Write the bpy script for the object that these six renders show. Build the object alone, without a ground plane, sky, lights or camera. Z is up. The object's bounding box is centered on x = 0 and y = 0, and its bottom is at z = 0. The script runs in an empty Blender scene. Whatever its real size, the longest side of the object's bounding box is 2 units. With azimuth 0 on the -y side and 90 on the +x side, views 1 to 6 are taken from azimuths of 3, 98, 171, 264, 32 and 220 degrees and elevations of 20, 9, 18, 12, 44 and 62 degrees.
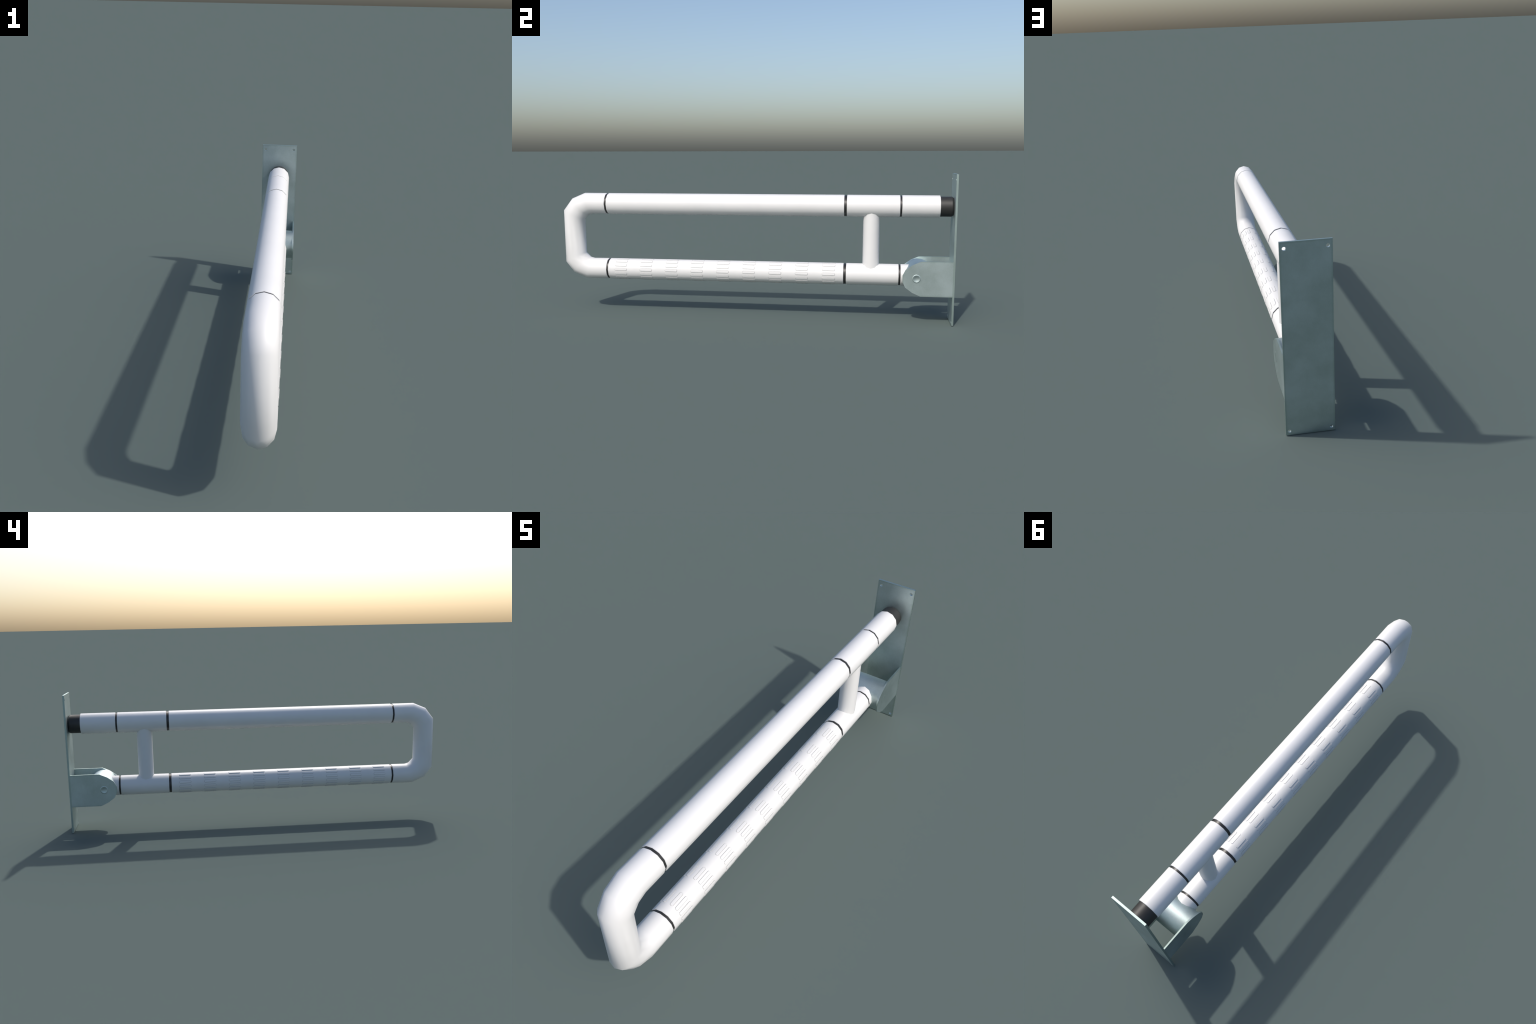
"""Fold-down safety grab bar: white U-shaped tube rail hinged on a galvanised wall plate."""
import bpy, bmesh
from math import pi, sin, cos, radians, sqrt, fmod

# ------------------------------------------------------------------ sizes (m)
TUBE_R = 0.0543          # rail tube, twelve-sided, a corner pointing up
SIDES = 12
Z_HIGH, Z_LOW = 0.5706, 0.2288
PLATE_HALF_W, PLATE_H = 0.0908, 0.7300
PLATE_FRONT, PLATE_BACK = 0.9907, 1.0
CHEEK_OUT, CHEEK_IN = 0.0902, 0.0832
BARREL_Y, BARREL_Z, BARREL_R = 0.8360, 0.2295, 0.0732
BOLT_Y, BOLT_Z = 0.8192, 0.2263
# (start, end) of the three dark joints along y
JOINTS = [(-0.7645, -0.7546), (0.4648, 0.4780), (0.7355, 0.7450)]


# ------------------------------------------------------------------ materials
def new_mat(name):
    m = bpy.data.materials.new(name)
    m.use_nodes = True
    nt = m.node_tree
    return m, nt, nt.nodes["Principled BSDF"]


def node(nt, kind, **vals):
    n = nt.nodes.new(kind)
    for k, v in vals.items():
        if k in n.inputs:
            n.inputs[k].default_value = v
        else:
            setattr(n, k, v)
    return n


def white_plastic(name, low, high):
    m, nt, b = new_mat(name)
    tc = node(nt, "ShaderNodeTexCoord")
    nz = node(nt, "ShaderNodeTexNoise", Scale=9.0, Detail=3.0)
    nt.links.new(tc.outputs["Object"], nz.inputs["Vector"])
    cr = node(nt, "ShaderNodeValToRGB")
    cr.color_ramp.elements[0].position = 0.3
    cr.color_ramp.elements[0].color = (low, low, low, 1)
    cr.color_ramp.elements[1].position = 0.7
    cr.color_ramp.elements[1].color = (high, high, high, 1)
    nt.links.new(nz.outputs["Fac"], cr.inputs["Fac"])
    nt.links.new(cr.outputs["Color"], b.inputs["Base Color"])
    b.inputs["Roughness"].default_value = 0.5
    return m


def dark_rubber(name, col, rough):
    m, nt, b = new_mat(name)
    tc = node(nt, "ShaderNodeTexCoord")
    nz = node(nt, "ShaderNodeTexNoise", Scale=60.0, Detail=4.0)
    nt.links.new(tc.outputs["Object"], nz.inputs["Vector"])
    cr = node(nt, "ShaderNodeValToRGB")
    cr.color_ramp.elements[0].color = tuple(c * 0.85 for c in col) + (1,)
    cr.color_ramp.elements[1].color = tuple(c * 1.15 for c in col) + (1,)
    nt.links.new(nz.outputs["Fac"], cr.inputs["Fac"])
    nt.links.new(cr.outputs["Color"], b.inputs["Base Color"])
    b.inputs["Roughness"].default_value = rough
    return m


METAL_A = (0.420, 0.505, 0.498)
METAL_B = (0.530, 0.620, 0.625)
METAL_EDGE = (0.365, 0.460, 0.435)


def galvanised(name="galvanised_steel", border=None):
    """Dull zinc; `border` = ((axis, centre, half size), ...) adds the greener tone of
    the sheet's outline."""
    m, nt, b = new_mat(name)
    L = nt.links
    tc = node(nt, "ShaderNodeTexCoord")
    big = node(nt, "ShaderNodeTexNoise", Scale=9.0, Detail=4.0, Roughness=0.6)
    fine = node(nt, "ShaderNodeTexNoise", Scale=260.0, Detail=3.0)
    L.new(tc.outputs["Object"], big.inputs["Vector"])
    L.new(tc.outputs["Object"], fine.inputs["Vector"])
    mix = node(nt, "ShaderNodeMath", operation="MULTIPLY_ADD")
    L.new(fine.outputs["Fac"], mix.inputs[0])
    mix.inputs[1].default_value = 0.35
    L.new(big.outputs["Fac"], mix.inputs[2])
    cr = node(nt, "ShaderNodeValToRGB")
    cr.color_ramp.elements[0].position = 0.45
    cr.color_ramp.elements[0].color = METAL_A + (1,)
    cr.color_ramp.elements[1].position = 0.85
    cr.color_ramp.elements[1].color = METAL_B + (1,)
    L.new(mix.outputs[0], cr.inputs["Fac"])
    colour = cr.outputs["Color"]
    if border:
        sep = node(nt, "ShaderNodeSeparateXYZ")
        L.new(tc.outputs["Object"], sep.inputs[0])
        near = None
        for axis, centre, half in border:
            d = node(nt, "ShaderNodeMath", operation="SUBTRACT")
            L.new(sep.outputs[axis], d.inputs[0])
            d.inputs[1].default_value = centre
            ab = node(nt, "ShaderNodeMath", operation="ABSOLUTE")
            L.new(d.outputs[0], ab.inputs[0])
            rest = node(nt, "ShaderNodeMath", operation="SUBTRACT")
            rest.inputs[0].default_value = half
            L.new(ab.outputs[0], rest.inputs[1])
            if near is None:
                near = rest.outputs[0]
            else:
                mn = node(nt, "ShaderNodeMath", operation="MINIMUM")
                L.new(near, mn.inputs[0])
                L.new(rest.outputs[0], mn.inputs[1])
                near = mn.outputs[0]
        wob = node(nt, "ShaderNodeMath", operation="MULTIPLY_ADD")   # uneven border width
        L.new(big.outputs["Fac"], wob.inputs[0])
        wob.inputs[1].default_value = 0.008
        L.new(near, wob.inputs[2])
        mask = node(nt, "ShaderNodeMapRange", interpolation_type="SMOOTHSTEP")
        mask.inputs["From Min"].default_value = 0.003
        mask.inputs["From Max"].default_value = 0.013
        mask.inputs["To Min"].default_value = 0.75
        mask.inputs["To Max"].default_value = 0.0
        L.new(wob.outputs[0], mask.inputs["Value"])
        mx = node(nt, "ShaderNodeMix", data_type="RGBA")
        L.new(mask.outputs["Result"], mx.inputs[0])
        L.new(colour, mx.inputs[6])
        mx.inputs[7].default_value = METAL_EDGE + (1,)
        colour = mx.outputs[2]
    L.new(colour, b.inputs["Base Color"])
    rr = node(nt, "ShaderNodeMapRange")
    rr.inputs["To Min"].default_value = 0.42
    rr.inputs["To Max"].default_value = 0.52
    L.new(big.outputs["Fac"], rr.inputs["Value"])
    L.new(rr.outputs["Result"], b.inputs["Roughness"])
    b.inputs["Metallic"].default_value = 1.0
    bump = node(nt, "ShaderNodeBump", Strength=0.06, Distance=0.001)
    L.new(fine.outputs["Fac"], bump.inputs["Height"])
    L.new(bump.outputs["Normal"], b.inputs["Normal"])
    return m


# ------------------------------------------------------------------ helpers
def link(name, mesh, mat, parent, kind=None):
    o = bpy.data.objects.new(name, mesh)
    bpy.context.scene.collection.objects.link(o)
    if mat and not mesh.materials:
        mesh.materials.append(mat)
    o.parent = parent
    if kind:
        o["kind"] = kind
    return o


def ring_body(name, rings, sharp=(), smooth=True):
    """Closed body through equal-sized rings; `sharp` lists ring numbers kept as hard edges."""
    n = len(rings[0])
    verts = [p for r in rings for p in r]
    faces = []
    for i in range(len(rings) - 1):
        for k in range(n):
            a, b = i * n + k, i * n + (k + 1) % n
            faces.append((a, b, b + n, a + n))
    faces.append(tuple(reversed(range(n))))
    faces.append(tuple(range((len(rings) - 1) * n, len(rings) * n)))
    me = bpy.data.meshes.new(name)
    me.from_pydata(verts, [], faces)
    bm = bmesh.new()
    bm.from_mesh(me)
    bmesh.ops.recalc_face_normals(bm, faces=bm.faces)
    bm.verts.ensure_lookup_table()
    hard = set()
    for i in sharp:
        i %= len(rings)
        hard.update((frozenset((i * n + k, i * n + (k + 1) % n))) for k in range(n))
    for e in bm.edges:
        if frozenset(v.index for v in e.verts) in hard:
            e.smooth = False
    for f in bm.faces:
        f.smooth = smooth
    bm.to_mesh(me)
    bm.free()
    return me


def circle(axis, at, centre, r, n=SIDES):
    """Ring of n points round `axis`, first point at the top (or at +x for a z axis)."""
    out = []
    for k in range(n):
        a = 2 * pi * k / n
        s, c = r * sin(a), r * cos(a)
        if axis == "y":
            out.append((centre[0] + s, at, centre[1] + c))
        elif axis == "x":
            out.append((at, centre[0] + s, centre[1] + c))
        else:
            out.append((centre[0] + c, centre[1] + s, at))
    return out


CH = 0.0012


def straight_tube(name, y0, y1, z, r=TUBE_R, ch=CH):
    rings = [circle("y", y0, (0, z), r - ch), circle("y", y0 + ch, (0, z), r),
             circle("y", y1 - ch, (0, z), r), circle("y", y1, (0, z), r - ch)]
    return ring_body(name, rings, sharp=(0, 1, 2, 3))


def bent_tube(name, y_end):
    """U end of the rail: two mitred corners, each of three tilted rings given as
    (outer point, inner point) in the y-z plane."""
    corner = [((-0.8845, 0.6251), (-0.8440, 0.5169)),
              ((-0.9557, 0.5952), (-0.8680, 0.5108)),
              ((-1.0000, 0.5382), (-0.8918, 0.4872))]
    mid = (Z_HIGH + Z_LOW) / 2

    def tilted(o, i):
        cy, cz = (o[0] + i[0]) / 2, (o[1] + i[1]) / 2
        hy, hz = (o[0] - i[0]) / 2, (o[1] - i[1]) / 2
        return [(TUBE_R * sin(2 * pi * k / SIDES), cy + hy * cos(2 * pi * k / SIDES),
                 cz + hz * cos(2 * pi * k / SIDES)) for k in range(SIDES)]

    flip = lambda p: (p[0], 2 * mid - p[1])
    up, low = corner, [(flip(o), flip(i)) for o, i in reversed(corner)]
    zt, zb = Z_HIGH, Z_LOW
    R, q = TUBE_R, TUBE_R - CH
    rings = [tilted((y_end, zt + q), (y_end, zt - q)), tilted((y_end - CH, zt + R), (y_end - CH, zt - R))]
    rings += [tilted(o, i) for o, i in up + low]
    rings += [tilted((y_end - CH, zb - R), (y_end - CH, zb + R)), tilted((y_end, zb - q), (y_end, zb + q))]
    return ring_body(name, rings, sharp=(0, 1, -2, -1))


def poly_radius(theta):
    """Radius of the twelve-sided tube in direction theta (from +x towards +z)."""
    step = 2 * pi / SIDES
    d = fmod(theta + 4 * pi, step) - step / 2
    return TUBE_R * cos(step / 2) / cos(d)


PAD_LEN, PAD_WID, PAD_ROUND, PAD_H, PAD_RAMP = 0.0655, 0.0148, 0.0066, 0.0013, 0.0016


PAD_CRISP = 1.8          # shading of the pad rim reads a little steeper than its real height


def pad_height(s, t):
    """Raised rounded bar: 0 at its border, PAD_H inside."""
    qx = abs(s) - (PAD_LEN / 2 - PAD_ROUND)
    qy = abs(t) - (PAD_WID / 2 - PAD_ROUND)
    d = sqrt(max(qx, 0) ** 2 + max(qy, 0) ** 2) + min(max(qx, qy), 0) - PAD_ROUND
    f = min(max(-d / PAD_RAMP, 0), 1)
    return PAD_H * f * f * (3 - 2 * f)


def grip_pad_mesh(theta0):
    """One grip bar wrapped on the tube, centred on y = 0, round the lower rail's axis."""
    def spread(half, rim, nr, nm):
        e = [-half + rim * i / nr for i in range(nr)]
        m = [-half + rim + 2 * (half - rim) * i / nm for i in range(nm + 1)]
        return e + m + [-v for v in reversed(e)]
    ss = spread(PAD_LEN / 2, 0.0066, 9, 10)
    verts, norms, faces = [], [], []
    nv = None
    for s in ss:
        over = max(abs(s) - (PAD_LEN / 2 - PAD_ROUND), 0)
        half = PAD_WID / 2 - PAD_ROUND + sqrt(max(PAD_ROUND ** 2 - over ** 2, 0))
        ts = spread(1.0, 0.36, 6, 6)
        nv = len(ts)
        for u in ts:
            t = u * half
            th = theta0 + t / TUBE_R
            h = pad_height(s, t)
            rr = poly_radius(th) + h - (0.0004 if h == 0 else 0)
            verts.append((rr * cos(th), s, Z_LOW + rr * sin(th)))
            e = 1e-4
            gs = (pad_height(s + e, t) - pad_height(s - e, t)) / (2 * e)
            gt = (pad_height(s, t + e) - pad_height(s, t - e)) / (2 * e)
            gs, gt = gs * PAD_CRISP, gt * PAD_CRISP
            n = (cos(th) + gt * sin(th), -gs, sin(th) - gt * cos(th))
            l = sqrt(sum(c * c for c in n))
            norms.append(tuple(c / l for c in n))
    for i in range(len(ss) - 1):
        for k in range(nv - 1):
            a = i * nv + k
            faces.append((a, a + nv, a + nv + 1, a + 1))
    me = bpy.data.meshes.new("grip_pad")
    me.from_pydata(verts, [], faces)
    me.materials.append(white)
    me.materials.append(rim_shade_mat)
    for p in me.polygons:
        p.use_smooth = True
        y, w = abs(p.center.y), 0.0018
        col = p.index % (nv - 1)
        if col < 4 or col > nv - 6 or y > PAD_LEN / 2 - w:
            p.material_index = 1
    me.normals_split_custom_set_from_vertices(norms)
    return me


def wall_plate_mesh():
    """Flat plate with a screw hole through each corner."""
    holes = [(-0.0747, 0.7063, 0.0071), (0.0747, 0.7063, 0.0071),
             (-0.0776, 0.0158, 0.0065), (0.0776, 0.0158, 0.0065)]
    bm = bmesh.new()
    W, H = PLATE_HALF_W, PLATE_H
    edges = []
    def loop(pts):
        vs = [bm.verts.new((x, PLATE_BACK, z)) for x, z in pts]
        for i in range(len(vs)):
            edges.append(bm.edges.new((vs[i], vs[(i + 1) % len(vs)])))
    loop([(-W, 0), (W, 0), (W, H), (-W, H)])
    for x, z, r in holes:
        loop([(x + r * cos(2 * pi * k / 12), z + r * sin(2 * pi * k / 12)) for k in range(12)])
    bmesh.ops.triangle_fill(bm, edges=edges, use_beauty=True)
    ext = bmesh.ops.extrude_face_region(bm, geom=list(bm.faces))
    for v in [g for g in ext["geom"] if isinstance(g, bmesh.types.BMVert)]:
        v.co.y = PLATE_FRONT
    bmesh.ops.recalc_face_normals(bm, faces=bm.faces)
    me = bpy.data.meshes.new("wall_plate")
    bm.to_mesh(me)
    bm.free()
    return me


def cheek_mesh(side):
    """Bracket cheek: rectangle from the plate with a blunt rounded nose."""
    nose = [(0.8398, 0.0858), (0.8008, 0.0686), (0.7662, 0.0432), (0.7528, 0.0150)]
    zc = 0.2254
    straight = [(PLATE_FRONT + 0.0015, 0.0858), (0.8520, 0.0858)]
    prof = straight + nose + [(y, -d) for y, d in reversed(straight + nose)]
    xs = sorted((side * CHEEK_OUT, side * CHEEK_IN))
    n = len(prof)
    verts = [(x, y, zc + d) for x in xs for y, d in prof]
    faces = [tuple(range(n)), tuple(range(2 * n - 1, n - 1, -1))]
    faces += [(k, k + n, (k + 1) % n + n, (k + 1) % n) for k in range(n)]
    me = bpy.data.meshes.new("bracket_cheek")
    me.from_pydata(verts, [], faces)
    bm = bmesh.new()
    bm.from_mesh(me)
    bmesh.ops.recalc_face_normals(bm, faces=bm.faces)
    for f in bm.faces:
        f.smooth = True
    for e in bm.edges:
        across = abs(e.verts[0].co.x - e.verts[1].co.x) > 1e-6
        if not across or e.verts[0].co.y > PLATE_FRONT:
            e.smooth = False          # crisp outline, smooth run round the nose
    bm.to_mesh(me)
    bm.free()
    return me


def bolt_mesh(side):
    """Pivot head: low rounded rim with a dished middle, nearly flush with the cheek."""
    prof = [(0.0216, -0.0006), (0.0208, 0.0000), (0.0196, 0.0007), (0.0180, 0.0011), (0.0164, 0.0011),
            (0.0146, 0.0007), (0.0120, 0.0003), (0.0085, 0.0001), (0.0045, 0.0000), (0.0010, 0.0000)]
    slope = [-0.12, -0.32, -0.28, -0.10, 0.10, 0.22, 0.20, 0.15, 0.07, 0.0]   # crisp shading of the rim
    n = 32
    rings = [circle("x", side * (CHEEK_OUT + h + 0.0002), (BOLT_Y, BOLT_Z), r, n) for r, h in prof]
    me = ring_body("pivot_bolt", rings)
    norms = []
    for g in slope:
        l = sqrt(1 + g * g)
        norms += [(side / l, -g * sin(2 * pi * k / n) / l, -g * cos(2 * pi * k / n) / l) for k in range(n)]
    me.normals_split_custom_set_from_vertices(norms)
    return me


# ------------------------------------------------------------------ build
white, metal = white_plastic("white_nylon", 0.69, 0.715), galvanised()
rim_shade_mat = white_plastic("nylon_darkened_as_rim_shade", 0.37, 0.40)  # white nylon darkened to draw the thin shade line round each pad
ring_mat = dark_rubber("black_joint_rubber", (0.020, 0.020, 0.020), 0.40)
bump_mat = dark_rubber("black_bumper_rubber", (0.022, 0.022, 0.022), 0.50)

root = bpy.data.objects.new("folding_grab_bar", None)
bpy.context.scene.collection.objects.link(root)
root["label"] = "white hinged U-shaped safety rail on grey metal wall plate"
root["category"] = "grab bar"

plate_metal = galvanised("galvanised_plate", (("X", 0.0, PLATE_HALF_W), ("Z", PLATE_H / 2, PLATE_H / 2)))
cheek_metal = galvanised("galvanised_cheek", (("Z", 0.2254, 0.0858), ("Y", 0.9528, 0.2000)))
link("wall_plate", wall_plate_mesh(), plate_metal, root)
for side in (1, -1):
    cheek = link("bracket_cheek", cheek_mesh(side), cheek_metal, root)
    link("pivot_bolt", bolt_mesh(side), metal, cheek)
barrel = ring_body("hinge_barrel", [circle("x", x, (BARREL_Y, BARREL_Z), BARREL_R, 32)
                                    for x in (-CHEEK_IN - 0.001, CHEEK_IN + 0.001)], sharp=(0, 1))
link("hinge_barrel", barrel, metal, root)

(j0a, j0b), (j1a, j1b), (j2a, j2b) = JOINTS
link("bent_tube", bent_tube("bent_tube", j0a), white, root)
link("rail_tube", straight_tube("rail_tube", j0b, j1a, Z_HIGH), white, root)
grip = link("grip_tube", straight_tube("grip_tube", j0b, j1a, Z_LOW), white, root)
for z in (Z_HIGH, Z_LOW):
    link("tee_fitting", straight_tube("tee_fitting", j1b, j2a, z), white, root)
link("end_sleeve", straight_tube("end_sleeve", j2b, 0.9268, Z_HIGH), white, root)
link("hinge_sleeve", straight_tube("hinge_sleeve", j2b, 0.8150, Z_LOW), white, root)

post = ring_body("cross_post", [circle("z", z, (0, 0.5986), 0.0408) for z in
                                (Z_LOW + 0.015, Z_HIGH - 0.015)], sharp=(0, 1))
link("cross_post", post, white, root)

for z in (Z_HIGH, Z_LOW):
    for a, b in JOINTS:
        r = TUBE_R - 0.0024
        link("joint_ring", ring_body("joint_ring", [circle("y", a - 0.003, (0, z), r),
             circle("y", b + 0.003, (0, z), r)], sharp=(0, 1)), ring_mat, root)

cap = ring_body("rubber_bumper", [circle("y", y, (0, Z_HIGH), r, 24) for y, r in
                ((0.921, 0.0490), (0.9815, 0.0490), (0.9860, 0.0472), (0.9880, 0.0440), (PLATE_FRONT + 0.001, 0.0425))],
                sharp=(0, 1))
link("rubber_bumper", cap, bump_mat, root)

# nine bands of fourteen grip bars; the bars stand 25 degrees apart and leave one wider gap
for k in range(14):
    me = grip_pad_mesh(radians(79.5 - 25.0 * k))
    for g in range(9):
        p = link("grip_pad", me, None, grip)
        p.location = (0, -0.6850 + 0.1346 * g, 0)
